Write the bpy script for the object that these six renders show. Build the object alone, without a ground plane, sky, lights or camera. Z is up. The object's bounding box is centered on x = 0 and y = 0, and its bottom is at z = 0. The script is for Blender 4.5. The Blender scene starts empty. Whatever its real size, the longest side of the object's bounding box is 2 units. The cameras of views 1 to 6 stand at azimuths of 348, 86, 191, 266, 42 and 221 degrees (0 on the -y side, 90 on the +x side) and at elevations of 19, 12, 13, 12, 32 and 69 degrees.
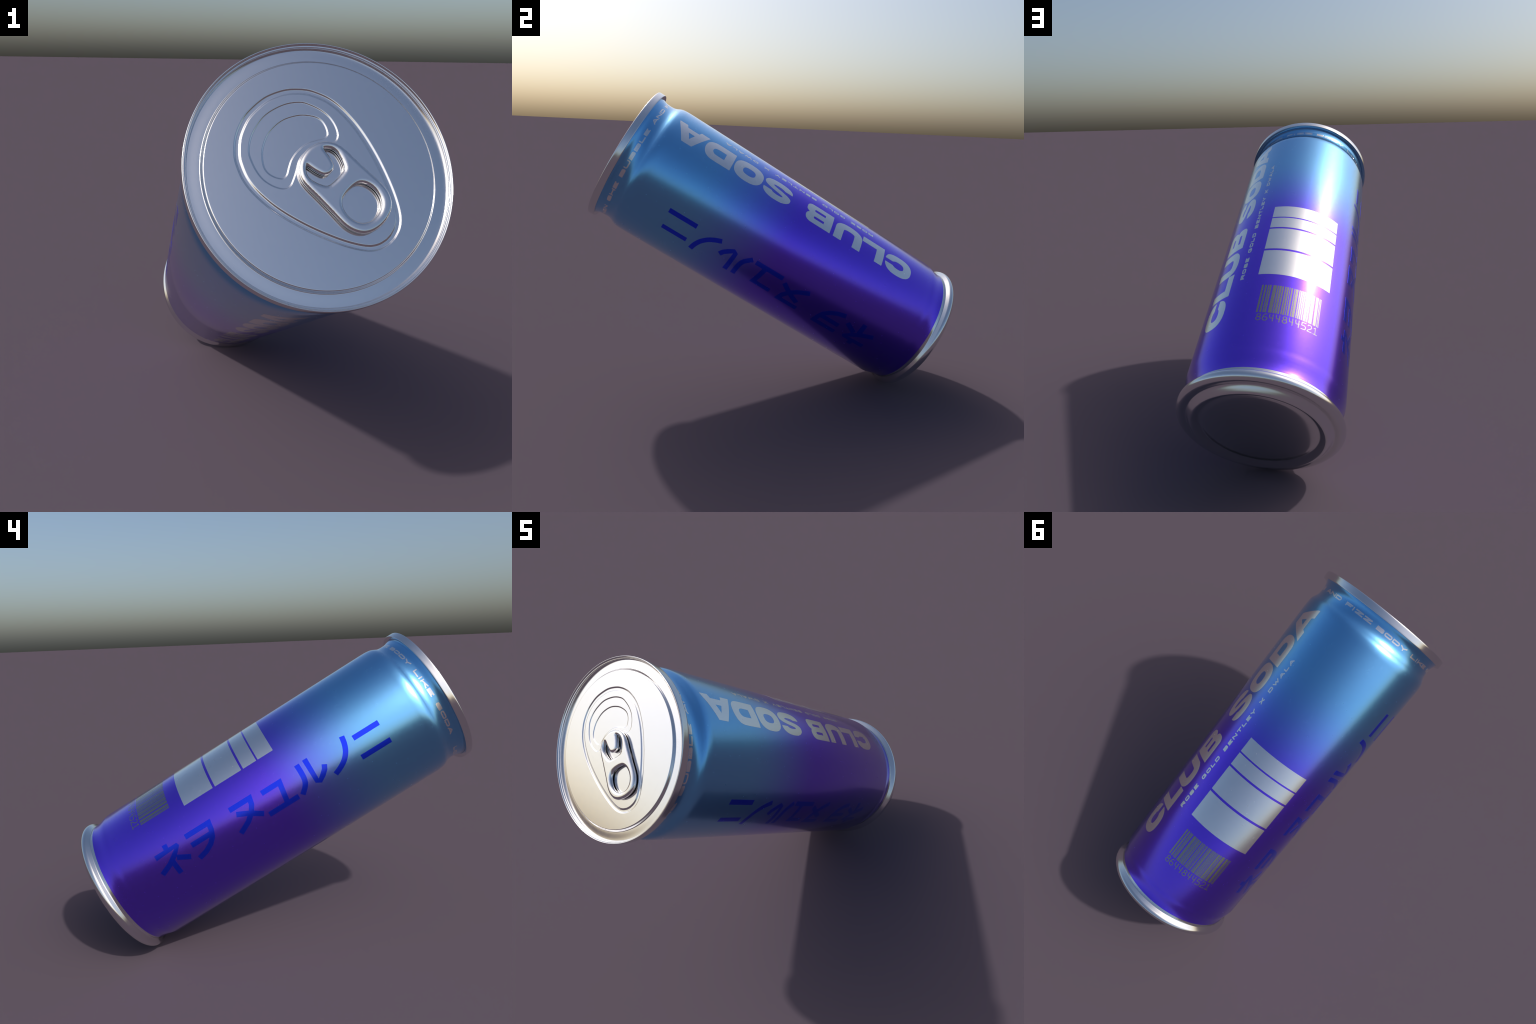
"""A tall slim drinks can lying tilted on the edge of its base, blue-to-violet metallic print."""
import math
import bpy
import numpy as np
from mathutils import Vector
from mathutils.geometry import delaunay_2d_cdt

# ------------------------------------------------------------------ frame
# Can space: z = along the axis (0 = middle, + = lid), x = world x, y = "up" side of the tilted can.
TILT = math.radians(90 - 29.75)
CENTRE = Vector((-0.0001, -0.0004, 0.7807))
BASE_S = -0.955
R_BODY = 0.3560
SEG = 192

AXIS = Vector((0, -math.sin(TILT), math.cos(TILT)))
root = bpy.data.objects.new("soda_can", None)
bpy.context.collection.objects.link(root)
root.location = CENTRE + AXIS * BASE_S
root.rotation_euler = (TILT, 0, 0)
root["label"] = "tilted slim metallic soda can fading from blue to violet"
root["category"] = "drink can"


def add(name, verts, faces, mat, normals=None, parent=None, smooth=True):
    me = bpy.data.meshes.new(name)
    me.from_pydata([tuple(v) for v in verts], [], [tuple(f) for f in faces])
    me.materials.append(mat)
    if smooth:
        me.polygons.foreach_set("use_smooth", [True] * len(me.polygons))
    me.update()
    if normals is not None:
        me.normals_split_custom_set_from_vertices([tuple(n) for n in normals])
    ob = bpy.data.objects.new(name, me)
    bpy.context.collection.objects.link(ob)
    ob.parent = parent or root
    if parent is None:
        ob.location = (0, 0, -BASE_S)
    return ob


# ------------------------------------------------------------------ materials
def metal(name, colour, rough, metallic=1.0, grain=0.03):
    m = bpy.data.materials.new(name)
    m.use_nodes = True
    nt = m.node_tree
    b = nt.nodes["Principled BSDF"]
    b.inputs["Base Color"].default_value = (*colour, 1)
    b.inputs["Metallic"].default_value = metallic
    co = nt.nodes.new("ShaderNodeTexCoord")
    no = nt.nodes.new("ShaderNodeTexNoise")
    no.inputs["Scale"].default_value = 60
    no.inputs["Detail"].default_value = 3
    mr = nt.nodes.new("ShaderNodeMapRange")
    mr.inputs["To Min"].default_value = rough - grain
    mr.inputs["To Max"].default_value = rough + grain
    nt.links.new(co.outputs["Object"], no.inputs["Vector"])
    nt.links.new(no.outputs["Fac"], mr.inputs["Value"])
    nt.links.new(mr.outputs["Result"], b.inputs["Roughness"])
    return m


BLUE_TOP = (0.170, 0.510, 0.900)
VIOLET = (0.165, 0.058, 0.950)
M_LABEL = metal("printed_label_metal", VIOLET, 0.26)
nt = M_LABEL.node_tree
co = nt.nodes.new("ShaderNodeTexCoord")
sx = nt.nodes.new("ShaderNodeSeparateXYZ")
mr = nt.nodes.new("ShaderNodeMapRange")
mr.inputs["From Min"].default_value = -0.02
mr.inputs["From Max"].default_value = 0.56
cr = nt.nodes.new("ShaderNodeValToRGB")
cr.color_ramp.interpolation = "EASE"
cr.color_ramp.elements[0].color = (*VIOLET, 1)
cr.color_ramp.elements[1].color = (*BLUE_TOP, 1)
nt.links.new(co.outputs["Object"], sx.inputs[0])
nt.links.new(sx.outputs["Z"], mr.inputs["Value"])
nt.links.new(mr.outputs["Result"], cr.inputs["Fac"])
nt.links.new(cr.outputs["Color"], nt.nodes["Principled BSDF"].inputs["Base Color"])

M_PRINT = metal("silver_print", (0.92, 0.92, 0.92), 0.26)
M_KANA = metal("blue_print", (0.006, 0.042, 0.980), 0.26, metallic=0.96)
M_CODE = metal("grey_print", (0.32, 0.310, 0.29), 0.26)
M_SMALL = metal("small_silver_print", (0.84, 0.84, 0.86), 0.26)
for m in (M_LABEL, M_KANA, M_CODE, M_PRINT, M_SMALL):  # clear varnish over the inks
    b = m.node_tree.nodes["Principled BSDF"]
    b.inputs["Coat Weight"].default_value = 0.55 if m is M_KANA else 1.0
    b.inputs["Coat Roughness"].default_value = 0.13
M_LID = metal("lid_aluminium", (0.82, 0.82, 0.83), 0.16)
M_RIM = metal("rim_aluminium", (0.80, 0.80, 0.81), 0.16)


# ------------------------------------------------------------------ revolved parts
def smooth_open(pts, n=6):
    """Catmull-Rom through the control points (open)."""
    p = np.array(pts, float)
    p = np.vstack([2 * p[0] - p[1], p, 2 * p[-1] - p[-2]])
    out = []
    for i in range(1, len(p) - 2):
        for t in np.linspace(0, 1, n, endpoint=False):
            a, b, c, d = p[i - 1], p[i], p[i + 1], p[i + 2]
            out.append(0.5 * (2 * b + (c - a) * t + (2 * a - 5 * b + 4 * c - d) * t * t + (3 * b - a - 3 * c + d) * t ** 3))
    out.append(p[-2])
    return np.array(out)


def revolve(name, prof, mat, cap=False, tilt=None, limit=None):
    """Turn the profile round the axis; tilt(z) gives the slope of the shading normal, if it is not the profile's own."""
    prof = np.array(prof)
    th = np.arange(SEG) * 2 * math.pi / SEG
    verts, faces = [], []
    for r, z in prof:
        verts += [(r * math.sin(t), r * math.cos(t), z) for t in th]
    for j in range(len(prof) - 1):
        for i in range(SEG):
            k = (i + 1) % SEG
            faces.append((j * SEG + i, (j + 1) * SEG + i, (j + 1) * SEG + k, j * SEG + k))
    if cap:
        c = len(verts)
        verts.append((0, 0, prof[-1][1]))
        b = (len(prof) - 1) * SEG
        faces += [(b + i, c, b + (i + 1) % SEG) for i in range(SEG)]
    nrm = None
    if limit is not None:  # profile normals, their lean toward the lid limited (soft shading into the neck)
        d = np.gradient(prof, axis=0)
        pn = np.stack([-d[:, 1], d[:, 0]], 1)
        pn /= np.linalg.norm(pn, axis=1)[:, None]
        hi = np.where(prof[:, 1] > -0.93, limit, 10)
        pn[:, 1] = np.where(pn[:, 1] > hi, hi, pn[:, 1])
        pn[:, 0] = np.where(prof[:, 1] > -0.93, np.sqrt(1 - pn[:, 1] ** 2), pn[:, 0])
        soft = prof[:, 0] < 0.283
        pn[:, 0] = np.where(soft, np.clip(pn[:, 0], -0.38, 0.38), pn[:, 0])
        pn[:, 1] = np.where(soft, -np.sqrt(1 - pn[:, 0] ** 2), pn[:, 1])
        nrm = [(n[0] * math.sin(t), n[0] * math.cos(t), n[1]) for n in pn for t in th] + [(0, 0, -1)] * cap
        faces = [f[::-1] for f in faces]
    if tilt is not None:
        nrm = []
        for r, z in prof:
            k = float(tilt(z))
            q = math.hypot(1, k)
            nrm += [(math.sin(t) / q, math.cos(t) / q, k / q) for t in th]
    return add(name, verts, faces, mat, normals=nrm)


# side wall with the printed label: necked in at both ends
lower = [(0.3398, -0.889), (0.3402, -0.875), (0.3428, -0.858), (0.3468, -0.842), (0.3510, -0.827), (0.3545, -0.812), (0.3560, -0.797), (0.3560, -0.780)]
upper = [(0.3560, 0.735), (0.3558, 0.755), (0.3550, 0.775), (0.3520, 0.797), (0.3470, 0.811), (0.3410, 0.8225), (0.3364, 0.834), (0.3340, 0.846),
         (0.3332, 0.858), (0.3332, 0.870), (0.3342, 0.883), (0.3372, 0.894), (0.3412, 0.904), (0.3440, 0.914), (0.3450, 0.926)]
low_p, up_p = smooth_open(lower), smooth_open(upper)
mid = [(R_BODY, z) for z in np.linspace(-0.74, 0.70, 25)]
WALL = np.vstack([low_p, mid, up_p])


def wall_radius(z):
    return np.interp(z, WALL[:, 1], WALL[:, 0])


TILT_TOP, TILT_LOW = 0.03, 0.16


def wall_tilt(z):
    """Slope of the shading normal along the axis: the barrel is shaded softly into both shoulders."""
    own = -(wall_radius(z + 0.003) - wall_radius(z - 0.003)) / 0.006
    u = np.clip((z + 0.02) / 0.77, -1, 1)
    barrel = np.where(u > 0, TILT_TOP, TILT_LOW) * u
    own = np.where(z < 0, 0.6 * own, own)
    w = ramp(np.abs(z + 0.02), 0.765, 0.815)
    return barrel * (1 - w) + own * w


def ramp(x, a, b):
    t = np.clip((x - a) / (b - a), 0, 1)
    return t * t * (3 - 2 * t)


revolve("side_wall", WALL, M_LABEL, tilt=wall_tilt)


# rolled rim (seam) round the lid
rim = [(0.3432, 0.9200), (0.3470, 0.9165), (0.3530, 0.9140), (0.3590, 0.9118), (0.3620, 0.9104), (0.3636, 0.9103), (0.3645, 0.9125), (0.3647, 0.9170), (0.3647, 0.9250), (0.3647, 0.9350),
       (0.3645, 0.9405), (0.3637, 0.9432), (0.3624, 0.9443), (0.3609, 0.9435), (0.3594, 0.9415), (0.3579, 0.9398), (0.3564, 0.9392), (0.3548, 0.9388), (0.3534, 0.9370),
       (0.3520, 0.9330), (0.3509, 0.9280), (0.3503, 0.9240), (0.3502, 0.9200)]
revolve("rim", smooth_open(rim, 4)[::-1], M_RIM)

# base: flared chime, groove, stand ring and dome
base = [(0.3398, -0.889), (0.3396, -0.897), (0.3398, -0.9030), (0.3420, -0.9070), (0.3475, -0.9092), (0.3540, -0.9110), (0.3600, -0.9142), (0.3636, -0.9195), (0.3652, -0.9260),
        (0.3648, -0.9330), (0.3620, -0.9402), (0.3570, -0.9460), (0.3510, -0.9505), (0.3440, -0.9530), (0.3360, -0.9530), (0.3280, -0.9516), (0.3205, -0.9503), (0.3165, -0.9508), (0.3115, -0.9550),
        (0.3035, -0.9635), (0.2955, -0.9715), (0.2905, -0.9755), (0.2860, -0.9768), (0.2805, -0.9757), (0.2750, -0.9708), (0.2695, -0.9630), (0.2640, -0.9585), (0.2580, -0.9566), (0.2510, -0.9566),
        (0.2420, -0.9578), (0.2250, -0.9590), (0.1700, -0.9585), (0.0900, -0.9575), (0.0150, -0.9570)]
revolve("base", smooth_open(base, 5), M_RIM, cap=True, limit=0.74)

# ------------------------------------------------------------------ lid
LID_ANGLE = math.radians(-48.5)
U = np.array([math.cos(LID_ANGLE), math.sin(LID_ANGLE)])
W = np.array([-U[1], U[0]])
PANEL_S = 0.9380


def closed_spline(pts, n=10):
    p = np.array(pts, float)
    out = []
    N = len(p)
    for i in range(N):
        a, b, c, d = p[i - 1], p[i], p[(i + 1) % N], p[(i + 2) % N]
        for t in np.linspace(0, 1, n, endpoint=False):
            out.append(0.5 * (2 * b + (c - a) * t + (2 * a - 5 * b + 4 * c - d) * t * t + (3 * b - a - 3 * c + d) * t ** 3))
    return np.array(out)


def mirrored(half):
    """Closed control polygon from its w >= 0 half (first and last points on the axis)."""
    return [tuple(p) for p in half] + [(p[0], -p[1]) for p in half[-2:0:-1]]


def sdf(P, poly):
    """Signed distance (negative inside) from points P to the closed polyline."""
    best = np.full(len(P), 1e9)
    inside = np.zeros(len(P), bool)
    for i in range(len(poly)):
        a, b = poly[i - 1], poly[i]
        ab = b - a
        t = np.clip(((P - a) @ ab) / max(ab @ ab, 1e-12), 0, 1)
        d = ((P - a - t[:, None] * ab) ** 2).sum(1)
        np.minimum(best, d, out=best)
        if a[1] != b[1]:
            hit = ((a[1] > P[:, 1]) != (b[1] > P[:, 1])) & (P[:, 0] < (b[0] - a[0]) * (P[:, 1] - a[1]) / (b[1] - a[1]) + a[0])
            inside ^= hit
    return np.where(inside, -1, 1) * np.sqrt(best)


TEAR = mirrored([(-0.2505, 0), (-0.247, 0.042), (-0.232, 0.084), (-0.214, 0.113), (-0.187, 0.141), (-0.162, 0.1565), (-0.131, 0.1695), (-0.097, 0.1758), (-0.060, 0.1762),
                 (-0.018, 0.172), (0.033, 0.1605), (0.091, 0.1417), (0.153, 0.1152), (0.198, 0.0905), (0.230, 0.066), (0.2475, 0.041), (0.2552, 0.015), (0.2562, 0)])
MOUTH_OUT = mirrored([(-0.2109, 0), (-0.2055, 0.037), (-0.193, 0.0715), (-0.171, 0.102), (-0.146, 0.1167), (-0.1185, 0.1262), (-0.091, 0.129), (-0.0645, 0.123),
                      (-0.044, 0.1115), (-0.035, 0.099), (-0.034, 0.086), (-0.042, 0.065), (-0.053, 0.0426), (-0.064, 0.0225), (-0.068, 0)])
MOUTH_IN = mirrored([(-0.1735, 0), (-0.170, 0.030), (-0.159, 0.057), (-0.144, 0.0795), (-0.120, 0.100), (-0.0998, 0.1065), (-0.080, 0.1025), (-0.0635, 0.0925),
                     (-0.059, 0.083), (-0.061, 0.071), (-0.070, 0.0548), (-0.079, 0.036), (-0.0838, 0.015), (-0.0845, 0)])


def lid_height(P):
    """Relief of the lid over can-space (x, y)."""
    r = np.hypot(P[:, 0], P[:, 1])
    Q = np.stack([P @ U, P @ W], 1)
    h = np.full(len(P), PANEL_S)
    near = r < 0.275
    q = Q[near]
    d = -sdf(q, closed_spline(TEAR, 6))
    g = 0.0034 * (ramp(d, -0.0005, 0.0058) - ramp(d, 0.0120, 0.0192))
    d1 = -sdf(q, closed_spline(MOUTH_OUT, 6))
    d2 = -sdf(q, closed_spline(MOUTH_IN, 6))
    g = g + 0.0025 * ramp(d1, -0.0022, 0.0026) + 0.0023 * ramp(d2, -0.0022, 0.0026)
    h[near] -= g
    # raised centre panel falling to the gutter that runs round inside the rim
    h -= 0.0098 * ramp(r, 0.3085, 0.3190)
    h -= 0.0008 * ramp(r, 0.3190, 0.3480)
    return h


step = 0.0014
n_side = int(0.2800 / step)
ax = np.arange(-n_side, n_side + 1) * step
gx, gy = np.meshgrid(ax, ax, indexing="xy")
P = np.stack([gx.ravel(), gy.ravel()], 1)
size = len(ax)
keep = np.hypot(P[:, 0], P[:, 1]) < 0.2780
idx = np.arange(len(P)).reshape(size, size)
quads = np.stack([idx[:-1, :-1], idx[:-1, 1:], idx[1:, 1:], idx[1:, :-1]], -1).reshape(-1, 4)
quads = quads[keep[quads].all(1)]
used = np.unique(quads)
remap = np.full(len(P), -1)
remap[used] = np.arange(len(used))
quads = remap[quads]
P = P[used]


def height_and_normal(P):
    e = 0.0005
    h = lid_height(P)
    hx = (lid_height(P + [e, 0]) - lid_height(P - [e, 0])) / (2 * e)
    hy = (lid_height(P + [0, e]) - lid_height(P - [0, e])) / (2 * e)
    n = np.stack([-hx, -hy, np.ones(len(P))], 1)
    return h, n / np.linalg.norm(n, axis=1)[:, None]


h, nrm = height_and_normal(P)
# outer border of the grid disc is stitched under a polar ring
ring_r = np.concatenate([[0.2755], np.linspace(0.285, 0.305, 4), np.linspace(0.307, 0.321, 15), np.linspace(0.325, 0.3508, 8)])
th = np.arange(SEG) * 2 * math.pi / SEG
RP = np.concatenate([np.stack([r * np.sin(th), r * np.cos(th)], 1) for r in ring_r])
rh, rn = height_and_normal(RP)
rh[:SEG] -= 0.00005
off = len(P)
FLIP_RING = False
ring_faces = []
for j in range(len(ring_r) - 1):
    for i in range(SEG):
        k = (i + 1) % SEG
        ring_faces.append((off + j * SEG + i, off + j * SEG + k, off + (j + 1) * SEG + k, off + (j + 1) * SEG + i))
        ring_faces[-1] = ring_faces[-1][::-1] if FLIP_RING else ring_faces[-1]
verts = np.vstack([np.column_stack([P, h]), np.column_stack([RP, rh])])
lid = add("lid", verts, [tuple(q) for q in quads] + ring_faces, M_LID, normals=np.vstack([nrm, rn]))

# ------------------------------------------------------------------ pull tab
TAB_OUT = mirrored([(-0.067, 0), (-0.064, 0.021), (-0.057, 0.040), (-0.045, 0.055), (-0.027, 0.0668), (-0.002, 0.0725), (0.045, 0.0732), (0.090, 0.0748), (0.130, 0.0766),
                    (0.153, 0.0738), (0.172, 0.0660), (0.186, 0.0545), (0.196, 0.0375), (0.2015, 0.017), (0.2027, 0)])
TAB_HOLE = mirrored([(0.0800, 0), (0.0812, 0.018), (0.0865, 0.0353), (0.1030, 0.0490), (0.1280, 0.0543), (0.1527, 0.0486), (0.1690, 0.0358), (0.1785, 0.0180), (0.1812, 0)])
TAB_SLOT = [(-0.0400, 0.0365), (-0.0325, 0.0450), (-0.0220, 0.0515), (-0.0050, 0.0530), (0.0190, 0.0447), (0.0350, 0.0330), (0.0388, 0.0150), (0.0393, 0)]
TONGUE = [(0.0160, 0), (0.0140, 0.0105), (0.0060, 0.0210), (-0.0130, 0.0277), (-0.0300, 0.0310), (-0.0395, 0.0330)]
slot_half = TAB_SLOT + TONGUE
SLOT = TAB_SLOT + [(p[0], -p[1]) for p in TAB_SLOT[-2::-1]] + [(p[0], -p[1]) for p in TONGUE[::-1]] + TONGUE[1:]
TAB_W = 0.0095
TAB_MID = 0.9493
TAB_R = 0.0092
TAB_ROLL = 0.0125


def grown(ctrl, by):
    """Closed outline moved outward by a small amount."""
    p = closed_spline(ctrl, 6)
    d = np.roll(p, -1, 0) - np.roll(p, 1, 0)
    d /= np.linalg.norm(d, axis=1)[:, None]
    area = (p[:, 0] * np.roll(p[:, 1], -1) - p[:, 1] * np.roll(p[:, 0], -1)).sum()
    return p + by * math.copysign(1, area) * np.stack([d[:, 1], -d[:, 0]], 1)


def fill(outers, holes=(), y_lines=(), x_step=None, points=()):
    """Union of the outer polygons minus the holes, triangulated, cut along horizontal lines."""
    verts, edges, faces = [], [], []
    for poly in list(outers) + list(holes):
        b = len(verts)
        poly = np.asarray(poly, float)
        turn = np.roll(poly, -1, 0)
        if (poly[:, 0] * turn[:, 1] - poly[:, 1] * turn[:, 0]).sum() < 0:
            poly = poly[::-1]
        verts += [Vector((float(p[0]), float(p[1]))) for p in poly]
        faces.append(list(range(b, b + len(poly))))
    xs = [v.x for v in verts]
    lo, hi = min(xs) - 0.01, max(xs) + 0.01
    for y in y_lines:
        b = len(verts)
        verts += [Vector((lo, y)), Vector((hi, y))]
        edges.append((b, b + 1))
    if x_step:
        ys = [v.y for v in verts]
        y0, y1 = min(ys) - 0.001, max(ys) + 0.001
        for k in range(math.ceil((lo + 0.01) / x_step), math.floor((hi - 0.01) / x_step) + 1):
            b = len(verts)
            verts += [Vector((k * x_step, y0)), Vector((k * x_step, y1))]
            edges.append((b, b + 1))
    verts += [Vector((float(p[0]), float(p[1]))) for p in points]
    ov, _, of, _, _, off = delaunay_2d_cdt(verts, edges, faces, 0, 1e-6)
    n_out = len(outers)
    keep = [f for f, o in zip(of, off) if any(i < n_out for i in o) and not any(i >= n_out for i in o)]
    ids = sorted({i for f in keep for i in f})
    m = {k: i for i, k in enumerate(ids)}
    return np.array([ov[i][:] for i in ids]), [tuple(m[i] for i in f) for f in keep]



def tab_depth(Q):
    """Distance from points of the plate to its nearest edge."""
    return np.minimum.reduce([-sdf(Q, o_tab), sdf(Q, o_hole), sdf(Q, o_slot)])


o_tab, o_hole, o_slot = grown(TAB_OUT, 0.0028)[::2], grown(TAB_HOLE, -0.0022)[::2], grown(SLOT, -0.0012)[::2]
seeds = []
for o, sign in ((o_tab, -1), (o_hole, 1), (o_slot, 1)):  # rows that follow the rolled edges
    for step_in in (0.0005, 0.0013, 0.0024, 0.0038):
        seeds.append(grown(o, sign * step_in)[::4])
hexa = [(x + (0.0009 if k % 2 else 0), y) for k, y in enumerate(np.arange(-0.085, 0.085, 0.0017)) for x in np.arange(-0.075, 0.210, 0.0018)]
rows = np.vstack(seeds)
hexa = np.array(hexa)
rows = rows[tab_depth(rows) > 0.0003]
hexa = hexa[tab_depth(hexa) > 0.0048]
T, TF = fill([o_tab], [o_hole, o_slot], points=np.vstack([rows, hexa]))


def roll(d):
    return np.sqrt(np.clip(1 - (1 - np.clip(d / TAB_ROLL, 0, 1)) ** 2, 0, 1))


d0 = np.clip(tab_depth(T), 0, 1)
e = 0.0004
gd = np.stack([tab_depth(T + [e, 0]) - tab_depth(T - [e, 0]), tab_depth(T + [0, e]) - tab_depth(T - [0, e])], 1) / (2 * e)
u = np.clip(d0 / TAB_ROLL, 0, 1)
slope = TAB_R / TAB_ROLL * (1 - u) / np.maximum(roll(d0), 0.05)
tn = np.column_stack([-gd * slope[:, None], np.ones(len(T))])
tn /= np.linalg.norm(tn, axis=1)[:, None]
a, b, c = (T[i] for i in TF[0])
if (b[0] - a[0]) * (c[1] - a[1]) - (b[1] - a[1]) * (c[0] - a[0]) < 0:
    TF = [f[::-1] for f in TF]
seen = {}
for f in TF:
    for p, q in zip(f, f[1:] + f[:1]):
        k = (min(p, q), max(p, q))
        seen[k] = None if k in seen else (p, q)
lip = [v for v in seen.values() if v]
lip_ids = sorted({i for v in lip for i in v})
out_dir = -gd / np.maximum(np.linalg.norm(gd, axis=1), 1e-6)[:, None]
V3 = [np.column_stack([T, TAB_MID + TAB_R * roll(d0)])]
N3 = [tn]
F3 = list(TF)
prev = {i: i for i in lip_ids}
for ang in (25, 50, 75, 90):  # the edge curls under
    t = math.radians(ang)
    base_i = sum(len(v) for v in V3)
    inset = 0.005 * (1 - math.cos(t))
    V3.append(np.column_stack([T[lip_ids] - out_dir[lip_ids] * inset, np.full(len(lip_ids), TAB_MID - 0.0085 * math.sin(t))]))
    N3.append(np.column_stack([out_dir[lip_ids] * math.cos(t), np.full(len(lip_ids), -math.sin(t))]))
    cur = {i: base_i + k for k, i in enumerate(lip_ids)}
    F3 += [(prev[q], prev[p], cur[p], cur[q]) for p, q in lip]
    prev = cur
V3, N3 = np.vstack(V3), np.vstack(N3)


def to_can(A, shift=0.0):
    return np.column_stack([A[:, :1] * U + (A[:, 1:2] + shift) * W, A[:, 2]])


tab = add("pull_tab", to_can(V3, TAB_W), F3, M_LID, normals=to_can(N3))

# rivet that holds the tab to the lid, under the tongue
riv = [(0.0205, PANEL_S - 0.004), (0.0205, 0.9430), (0.0190, 0.9455), (0.0150, 0.9470), (0.0070, 0.9475)]
rv, rf = [], []
c0 = U * -0.022 + W * TAB_W
for r, z in riv:
    rv += [(c0[0] + r * math.cos(a), c0[1] + r * math.sin(a), z) for a in np.arange(48) * 2 * math.pi / 48]
for j in range(len(riv) - 1):
    rf += [(j * 48 + i, j * 48 + (i + 1) % 48, (j + 1) * 48 + (i + 1) % 48, (j + 1) * 48 + i) for i in range(48)]
rf.append(tuple(range((len(riv) - 1) * 48, len(riv) * 48)))
add("rivet", rv, rf, M_LID)


# ------------------------------------------------------------------ printing
PROUD = 0.00025


def wrap(name, flat, mat, along_axis, s0, phi0, r_text=R_BODY):
    """Lay a flat print (x = reading direction, y = letter height, metres) on the can.
    along_axis: reads up the can, tops toward +phi; otherwise reads round it, tops toward the lid."""
    V, F = flat
    if along_axis:
        z = s0 + V[:, 0]
        phi = phi0 + V[:, 1] / r_text
    else:
        z = s0 + V[:, 1]
        phi = phi0 - V[:, 0] / r_text
    r = wall_radius(z) + PROUD
    out = np.stack([r * np.sin(phi), r * np.cos(phi), z], 1)
    nrm = np.stack([np.sin(phi), np.cos(phi), wall_tilt(z)], 1)
    nrm /= np.linalg.norm(nrm, axis=1)[:, None]
    # edge skirt: the ink film's thickness, down into the wall
    count = {}
    for f in F:
        for a, b in zip(f, f[1:] + f[:1]):
            key = (min(a, b), max(a, b))
            count[key] = None if key in count else (a, b)
    rim_edges = [e for e in count.values() if e]
    n = len(out)
    low = np.stack([(r - 3 * PROUD) * np.sin(phi), (r - 3 * PROUD) * np.cos(phi), z], 1)
    ids = sorted({i for e in rim_edges for i in e})
    m = {k: n + i for i, k in enumerate(ids)}
    F2 = []
    fl = [tuple(f) for f in F]
    a, b, c = (out[i] for i in fl[0][:3])
    if np.dot(np.cross(b - a, c - a), nrm[fl[0][0]]) < 0:
        fl = [f[::-1] for f in fl]
        rim_edges = [(q, p) for p, q in rim_edges]
    F2 += fl
    F2 += [(q, p, m[p], m[q]) for p, q in rim_edges]
    V2 = np.vstack([out, low[ids]])
    N2 = np.vstack([nrm, nrm[ids]])
    return add(name, V2, F2, mat, normals=N2)


def path(items, n=7):
    """Closed outline; items are points, a point with a third value is a corner. Smooth in between."""
    pts = [np.array(p[:2], float) for p in items]
    corner = [len(p) > 2 for p in items]
    N = len(pts)
    if not any(corner):
        return closed_spline(pts, n)
    out = []
    for i in range(N):
        j = (i + 1) % N
        b, c = pts[i], pts[j]
        if corner[i] and corner[j]:
            out.append(b)
            continue
        a = 2 * b - c if corner[i] else pts[i - 1]
        d = 2 * c - b if corner[j] else pts[(j + 1) % N]
        for t in np.linspace(0, 1, n, endpoint=False):
            out.append(0.5 * (2 * b + (c - a) * t + (2 * a - 5 * b + 4 * c - d) * t * t + (3 * b - a - 3 * c + d) * t ** 3))
    return np.array(out)


def super_oval(x0, x1, y0, y1, p=2.4, n=56, t0=0.0, t1=2 * math.pi):
    t = np.linspace(t0, t1, n, endpoint=(t1 - t0) < 6.28)
    c, s = np.cos(t), np.sin(t)
    x = (x0 + x1) / 2 + (x1 - x0) / 2 * np.sign(c) * np.abs(c) ** (2 / p)
    y = (y0 + y1) / 2 + (y1 - y0) / 2 * np.sign(s) * np.abs(s) ** (2 / p)
    return np.stack([x, y], 1)


K = True  # corner mark
CAP = math.radians(19.3) * R_BODY


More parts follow.
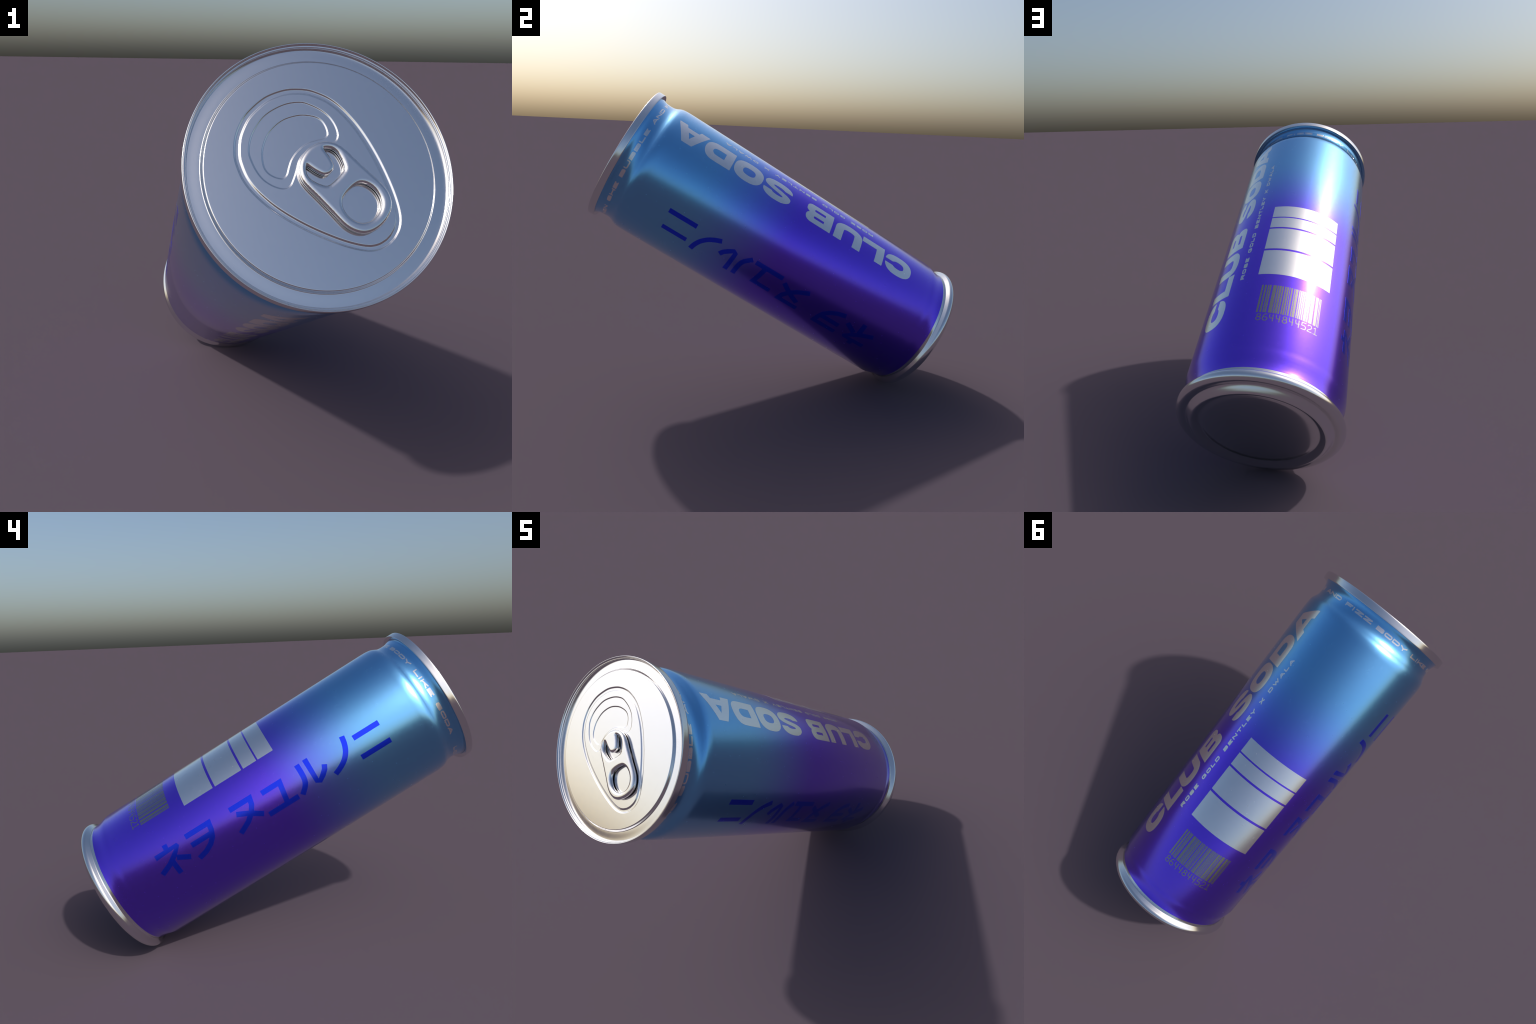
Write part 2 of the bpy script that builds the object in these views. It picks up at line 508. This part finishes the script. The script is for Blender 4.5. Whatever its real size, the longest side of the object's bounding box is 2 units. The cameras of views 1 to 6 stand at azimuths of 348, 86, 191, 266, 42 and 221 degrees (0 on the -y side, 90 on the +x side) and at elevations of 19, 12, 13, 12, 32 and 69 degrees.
def word_letters():
    """The eight heavy extended letters: x = position along the can axis, y = 0..1 of the cap height."""
    L = {}
    # C: oval ring opened on the right
    o = super_oval(-0.6585, -0.4930, -0.025, 1.025, 2.5)
    cut = [(-0.545, 0.41), (-0.45, 0.41), (-0.45, 0.612), (-0.545, 0.612)]
    L["C"] = ([o], [super_oval(-0.6105, -0.5395, 0.315, 0.690, 2.5, 40), np.array(cut)])
    L["L"] = ([path([(-0.4815, 0, K), (-0.3425, 0, K), (-0.3425, 0.31, K), (-0.4335, 0.31, K), (-0.4335, 1, K), (-0.4815, 1, K)])], [])
    L["U"] = ([path([(-0.3400, 1, K), (-0.3400, 0.40), (-0.3360, 0.24), (-0.3200, 0.09), (-0.2920, 0.0), (-0.2580, -0.025), (-0.2230, 0.0), (-0.1960, 0.09), (-0.1795, 0.24),
                     (-0.1755, 0.40), (-0.1755, 1, K), (-0.2240, 1, K), (-0.2240, 0.44), (-0.2290, 0.345), (-0.2430, 0.305), (-0.2580, 0.300), (-0.2730, 0.305), (-0.2870, 0.345),
                     (-0.2920, 0.44), (-0.2920, 1, K)])], [])
    L["B"] = ([path([(-0.1550, 0, K), (-0.0400, 0), (-0.0130, 0.03), (0.0010, 0.13), (0.0040, 0.28), (0.0010, 0.42), (-0.0150, 0.525, K), (-0.0050, 0.61), (-0.0010, 0.73), (-0.0060, 0.88),
                     (-0.0220, 0.975), (-0.0480, 1.0), (-0.1550, 1, K)])],
              [path([(-0.1080, 0.245, K), (-0.0520, 0.245), (-0.0440, 0.265), (-0.0415, 0.310), (-0.0440, 0.355), (-0.0520, 0.375), (-0.1080, 0.375, K)]),
               path([(-0.1080, 0.630, K), (-0.0560, 0.630), (-0.0490, 0.650), (-0.0465, 0.690), (-0.0490, 0.735), (-0.0560, 0.755), (-0.1080, 0.755, K)])])
    L["S"] = ([path([(0.0970, 0.325, K), (0.1010, 0.19), (0.1160, 0.07), (0.1420, 0.0), (0.1780, -0.025), (0.2150, 0.0), (0.2420, 0.075), (0.2560, 0.19), (0.2590, 0.295), (0.2540, 0.40),
                     (0.2340, 0.490), (0.2020, 0.560), (0.1700, 0.610), (0.1480, 0.660), (0.1450, 0.700), (0.1560, 0.735), (0.1800, 0.745), (0.2010, 0.715), (0.2110, 0.660, K),
                     (0.2580, 0.660, K), (0.2545, 0.80), (0.2390, 0.92), (0.2130, 1.0), (0.1780, 1.025), (0.1420, 1.0), (0.1170, 0.925), (0.1020, 0.82), (0.0980, 0.71), (0.1020, 0.60),
                     (0.1230, 0.505), (0.1560, 0.435), (0.1880, 0.385), (0.2080, 0.335), (0.2080, 0.295), (0.1960, 0.262), (0.1740, 0.258), (0.1530, 0.282), (0.1420, 0.325, K)])], [])
    L["O"] = ([super_oval(0.2690, 0.4330, -0.025, 1.025, 2.5)], [super_oval(0.3140, 0.3850, 0.305, 0.695, 2.6, 40)])
    L["D"] = ([path([(0.4420, 0, K), (0.5350, 0), (0.5680, 0.04), (0.5900, 0.17), (0.6000, 0.36), (0.6005, 0.60), (0.5900, 0.82), (0.5680, 0.96), (0.5350, 1.0), (0.4420, 1, K)])],
              [path([(0.4890, 0.32, K), (0.5320, 0.32), (0.5490, 0.355), (0.5575, 0.44), (0.5575, 0.55), (0.5490, 0.64), (0.5320, 0.675), (0.4890, 0.675, K)])])
    L["A"] = ([path([(0.5970, 0, K), (0.6480, 0, K), (0.6560, 0.16, K), (0.7190, 0.16, K), (0.7270, 0, K), (0.7700, 0, K), (0.7670, 0.12, K), (0.7140, 1, K), (0.6580, 1, K)])],
              [path([(0.6690, 0.410, K), (0.7040, 0.410, K), (0.6865, 0.720, K)])])
    return L


def build_word(phi_deg, ds):
    grid = [k * CAP / 12 - 0.004 for k in range(14)]
    for ch, (outs, holes) in word_letters().items():
        sc = np.array([1.0, CAP])
        wrap("letter", fill([o * sc for o in outs], [q * sc for q in holes], grid, 0.007 if ch == "A" else None), M_PRINT, True, ds, math.radians(phi_deg))


build_word(30.7, 0.0)
build_word(182.2, -0.058)


# ---- strokes
def stroke(pts, t, curve=False):
    """Polygon of a pen stroke of width t along the points, square ends, limited mitres."""
    p = smooth_open(pts, 6) if curve else np.array(pts, float)
    d = np.diff(p, axis=0)
    d /= np.linalg.norm(d, axis=1)[:, None]
    nl = np.stack([-d[:, 1], d[:, 0]], 1)
    left, right = [p[0] + nl[0] * t / 2], [p[0] - nl[0] * t / 2]
    for i in range(1, len(p) - 1):
        m = nl[i - 1] + nl[i]
        k = m @ m
        m = m * min(2 / max(k, 1e-6), 1.6) * t / 2
        turn = d[i - 1][0] * d[i][1] - d[i - 1][1] * d[i][0]
        if k < 1.25:  # sharp: bevel the outside
            (right if turn > 0 else left).extend([p[i] + (-1 if turn > 0 else 1) * (nl[i - 1] * t / 2 + d[i - 1] * t * 0.3),
                                                  p[i] + (-1 if turn > 0 else 1) * (nl[i] * t / 2 - d[i] * t * 0.3)])
            (left if turn > 0 else right).append(p[i] + (1 if turn > 0 else -1) * m)
        else:
            left.append(p[i] + m)
            right.append(p[i] - m)
    left.append(p[-1] + nl[-1] * t / 2)
    right.append(p[-1] - nl[-1] * t / 2)
    return np.array(left + right[::-1])


KH = math.radians(23.4) * R_BODY
KT = 0.0255
# seven kana as pen strokes: (points, curved?), x along the axis, y 0..1 of the line height
KANA = [
    [([(0.4540, 0.755), (0.5910, 0.755)], 0), ([(0.4425, 0.085), (0.5985, 0.085)], 0)],
    [([(0.4150, 1.00), (0.4080, 0.76), (0.3930, 0.52), (0.3680, 0.32), (0.3370, 0.18), (0.3010, 0.075)], 1)],
    [([(0.1690, 0.99), (0.1690, 0.70), (0.1650, 0.45), (0.1520, 0.27), (0.1220, 0.07)], 1), ([(0.2140, 1.01), (0.2135, 0.125), (0.2480, 0.27), (0.2690, 0.40), (0.2800, 0.54)], 0)],
    [([(-0.0390, 0.81), (0.0600, 0.81), (0.0430, 0.13)], 0), ([(-0.0590, 0.095), (0.1025, 0.095)], 0)],
    [([(-0.2090, 0.89), (-0.0970, 0.89), (-0.1040, 0.68), (-0.1250, 0.46), (-0.1600, 0.26), (-0.2180, 0.06)], 0), ([(-0.1900, 0.66), (-0.1390, 0.49), (-0.0770, 0.215)], 1)],
    [([(-0.4510, 0.92), (-0.3210, 0.92), (-0.3260, 0.69), (-0.3390, 0.47), (-0.3640, 0.30), (-0.4000, 0.17), (-0.4450, 0.09)], 0), ([(-0.4450, 0.58), (-0.3320, 0.58)], 0)],
    [([(-0.5560, 1.07), (-0.5575, 0.85)], 0), ([(-0.6240, 0.83), (-0.5080, 0.83), (-0.5400, 0.60), (-0.5780, 0.43), (-0.6350, 0.27)], 0), ([(-0.5600, 0.50), (-0.5560, 0.00)], 0),
     ([(-0.5330, 0.505), (-0.4740, 0.285)], 0)],
]


def build_kana(phi_deg, ds):
    grid = [k * KH / 14 - 0.006 for k in range(17)]
    for strokes in KANA:
        polys = [stroke([(x, y * KH) for x, y in pts], KT, bool(c)) for pts, c in strokes]
        wrap("kana", fill(polys, (), grid), M_KANA, True, ds, math.radians(phi_deg))


build_kana(-90.6, 0.0)
build_kana(101.1, -0.008)

# ---- small extended capitals, drawn on a 0..1 x 0..1 cell
ARC = [(1.0, 0.30), (1.0, 0.70), (0.93, 0.93), (0.80, 1.0), (0.20, 1.0), (0.07, 0.93), (0.0, 0.70), (0.0, 0.30), (0.07, 0.07), (0.20, 0.0), (0.80, 0.0), (0.93, 0.07), (1.0, 0.30)]
GLYPH = {
    "A": [[(0, 0), (0.42, 1), (0.58, 1), (1, 0)], [(0.2, 0.28), (0.8, 0.28)]],
    "B": [[(0, 0), (0, 1), (0.85, 1), (0.95, 0.85), (0.9, 0.62), (0.78, 0.52), (0, 0.52)], [(0.78, 0.52), (0.98, 0.38), (0.98, 0.14), (0.86, 0), (0, 0)]],
    "D": [[(0, 0), (0, 1), (0.75, 1), (0.95, 0.85), (1, 0.5), (0.95, 0.15), (0.75, 0), (0, 0)]],
    "E": [[(1, 1), (0, 1), (0, 0), (1, 0)], [(0, 0.5), (0.92, 0.5)]],
    "F": [[(1, 1), (0, 1), (0, 0)], [(0, 0.45), (0.9, 0.45)]],
    "G": [[(0.98, 0.75), (0.9, 0.95), (0.75, 1), (0.22, 1), (0.05, 0.85), (0, 0.5), (0.05, 0.15), (0.22, 0), (0.8, 0), (1, 0.12), (1, 0.45), (0.55, 0.45)]],
    "H": [[(0, 0), (0, 1)], [(1, 0), (1, 1)], [(0, 0.5), (1, 0.5)]],
    "I": [[(0.5, 0), (0.5, 1)]],
    "K": [[(0, 0), (0, 1)], [(0.95, 1), (0.1, 0.42)], [(0.38, 0.6), (1, 0)]],
    "L": [[(0, 1), (0, 0), (0.95, 0)]],
    "N": [[(0, 0), (0, 1), (1, 0), (1, 1)]],
    "O": [ARC],
    "R": [[(0, 0), (0, 1), (0.85, 1), (1, 0.85), (1, 0.58), (0.85, 0.42), (0, 0.42)], [(0.62, 0.42), (1, 0)]],
    "S": [[(0.98, 0.76), (0.9, 0.95), (0.75, 1), (0.2, 1), (0.03, 0.88), (0.03, 0.64), (0.2, 0.53), (0.8, 0.47), (0.97, 0.36), (0.97, 0.12), (0.8, 0), (0.22, 0), (0.06, 0.06), (0.0, 0.26)]],
    "T": [[(0, 1), (1, 1)], [(0.5, 1), (0.5, 0)]],
    "U": [[(0, 1), (0, 0.32), (0.08, 0.08), (0.25, 0), (0.75, 0), (0.92, 0.08), (1, 0.32), (1, 1)]],
    "V": [[(0, 1), (0.5, 0), (1, 1)]],
    "W": [[(0, 1), (0.26, 0), (0.5, 0.85), (0.74, 0), (1, 1)]],
    "X": [[(0, 0), (1, 1)], [(0, 1), (1, 0)]],
    "Y": [[(0, 1), (0.5, 0.45), (1, 1)], [(0.5, 0.45), (0.5, 0)]],
    "Z": [[(0, 1), (1, 1), (0, 0), (1, 0)]],
    "8": [[(0.5, 0.54), (0.22, 0.60), (0.1, 0.77), (0.22, 0.94), (0.5, 1), (0.78, 0.94), (0.9, 0.77), (0.78, 0.60), (0.5, 0.54), (0.15, 0.46), (0, 0.27), (0.15, 0.07), (0.5, 0), (0.85, 0.07),
            (1, 0.27), (0.85, 0.46), (0.5, 0.54)]],
    "6": [[(0.85, 0.98), (0.45, 1), (0.15, 0.80), (0, 0.45), (0.05, 0.2), (0.2, 0.04), (0.5, 0), (0.85, 0.06), (1, 0.28), (0.88, 0.48), (0.5, 0.55), (0.12, 0.46)]],
    "4": [[(0.05, 1), (0.05, 0.72), (0.2, 0.45), (0.95, 0.45)], [(0.78, 1), (0.78, -0.05)]],
    "5": [[(0.95, 1), (0.1, 1), (0.05, 0.56), (0.7, 0.56), (0.97, 0.42), (0.97, 0.14), (0.8, 0), (0, 0)]],
    "2": [[(0.05, 0.8), (0.2, 0.97), (0.5, 1), (0.85, 0.94), (0.97, 0.72), (0.8, 0.5), (0.15, 0.2), (0, 0), (1, 0)]],
    "1": [[(0.1, 0.8), (0.5, 1), (0.5, 0)], [(0.05, 0), (0.95, 0)]],
}
NARROW = {"I": 0.30, "L": 0.88, "E": 0.92, "F": 0.90, "W": 1.30, "X": 0.95, "1": 0.8}


def glyph_polys(ch, x0, width, height, t):
    w = width
    polys = []
    if ch == "I":
        return [stroke([(x0 + t / 2, 0), (x0 + t / 2, height)], t)]
    for line in GLYPH[ch]:
        pts = []
        for i, (gx_, gy_) in enumerate(line):
            x = x0 + t / 2 + gx_ * (w - t)
            y = t / 2 + gy_ * (height - t)
            pts.append((x, y))
        # free ends reach the full height or width of the letter
        for e, nb in ((0, 1), (-1, -2)):
            a, b = np.array(pts[e]), np.array(pts[nb])
            g = line[e]
            if (g[1] in (0, 1) or g[0] in (0, 1)) and pts[0] != pts[-1]:
                dd = (a - b) / np.linalg.norm(a - b)
                pts[e] = tuple(a + dd * t / 2)
        for a, b in zip(pts[:-1], pts[1:]):
            a, b = np.array(a), np.array(b)
            dd = (b - a) / np.linalg.norm(b - a)
            ea = 0.35 * t if tuple(a) != tuple(pts[0]) or pts[0] == pts[-1] else 0
            eb = 0.35 * t if tuple(b) != tuple(pts[-1]) or pts[0] == pts[-1] else 0
            polys.append(stroke([a - dd * ea, b + dd * eb], t))
    return polys


def set_line(text, height, width, gap, space, t):
    """List of (character, x0, width) and the line's length."""
    out, x = [], 0.0
    for ch in text:
        if ch == " ":
            x += space
            continue
        w = t if ch == "I" else width * NARROW.get(ch, 1.0)
        out.append((ch, x, w))
        x += w + gap
    return out, x - gap


def print_line(text, name, mat, along, s0, phi_deg, length, height, t, rel_gap, rel_space, r_text):
    line, total = set_line(text, height, 1.0, rel_gap, rel_space, 0.22)
    k = length / total
    for ch, x, w in line:
        polys = glyph_polys(ch, x * k, max(w * k, t), height, t)
        grid = [j * height / 6 for j in range(1, 6)]
        wrap(name, fill(polys, (), grid, None if along else 0.006), mat, along, s0, math.radians(phi_deg), r_text)


print_line("ROSE GOLD BENTLEY X DWALA", "small_letter", M_SMALL, True, -0.4015, 20.1, 0.9235, 0.0198, 0.0064, 0.25, 0.95, R_BODY)

R_NECK = 0.3332
for word, a, b in (("WHEN", 168.0, 137.0), ("SHE", 129.8, 107.4), ("BUBBLE", 101.8, 54.8), ("AND", 47.8, 23.9), ("FIZZ", 17.9, -9.4), ("BODY", -14.2, -45.6),
                   ("LIKE", -51.9, -77.9), ("SODA", -84.2, -115.0), ("LO", -133.0, -147.5)):
    print_line(word, "neck_letter", M_SMALL, False, 0.8590, a, math.radians(a - b) * R_NECK, 0.0190, 0.0062, 0.12, 0.6, R_NECK)

# ---- four plain blocks
for s_lo, s_hi in ((0.0288, 0.1131), (-0.0523, 0.0203), (-0.2105, -0.0635), (-0.3840, -0.2232)):
    w_arc = math.radians(8.9 + 47.3) * R_BODY
    n = 40
    xs = np.linspace(0, w_arc, n)
    V = np.array([(x, y) for x in xs for y in (0, s_hi - s_lo)])
    F = [(2 * i, 2 * i + 2, 2 * i + 3, 2 * i + 1) for i in range(n - 1)]
    wrap("block", (V, F), M_PRINT, False, s_lo, math.radians(8.9))

# ---- bar code and its number
arc0, arc1 = 3.9, -41.2
w_arc = math.radians(arc0 - arc1) * R_BODY
x, bars = 0.0, []
units = [(1.6, 1.2), (1.6, 1.0), (1.2, 0.5), (1.4, 1.6), (3.0, 0.7), (1.2, 0.5), (1.8, 0.6), (1.3, 1.1), (1.2, 0.6), (1.4, 0.7), (0.7, 0.9), (1.3, 1.2), (1.0, 0.5), (2.2, 0.9), (1.1, 0.5),
         (1.2, 0.5), (1.0, 0.6), (1.0, 0.8), (2.4, 0.6), (1.2, 0.9), (3.0, 1.4), (2.6, 0.8), (0.7, 0.5), (0.9, 0.0)]
tot = sum(a + b for a, b in units)
for bar, gap in units:
    bars.append(((x - 0.04) / tot * w_arc, (x + bar + 0.04) / tot * w_arc))
    x += bar + gap
for b0, b1 in bars:
    n = max(2, int((b1 - b0) / 0.005) + 1)
    xs = np.linspace(b0, b1, n)
    V = np.array([(q, y) for q in xs for y in (0, 0.1620)])
    F = [(2 * i, 2 * i + 2, 2 * i + 3, 2 * i + 1) for i in range(n - 1)]
    wrap("bar", (V, F), M_CODE, False, -0.6155, math.radians(arc0))

digit_w = w_arc / 10
for i, ch in enumerate("8644844521"):
    polys = glyph_polys(ch, i * digit_w + 0.0012, digit_w - 0.0040, 0.0390, 0.0040)
    wrap("digit", fill(polys, (), (), 0.006), M_CODE, False, -0.6615, math.radians(arc0 - 0.4))
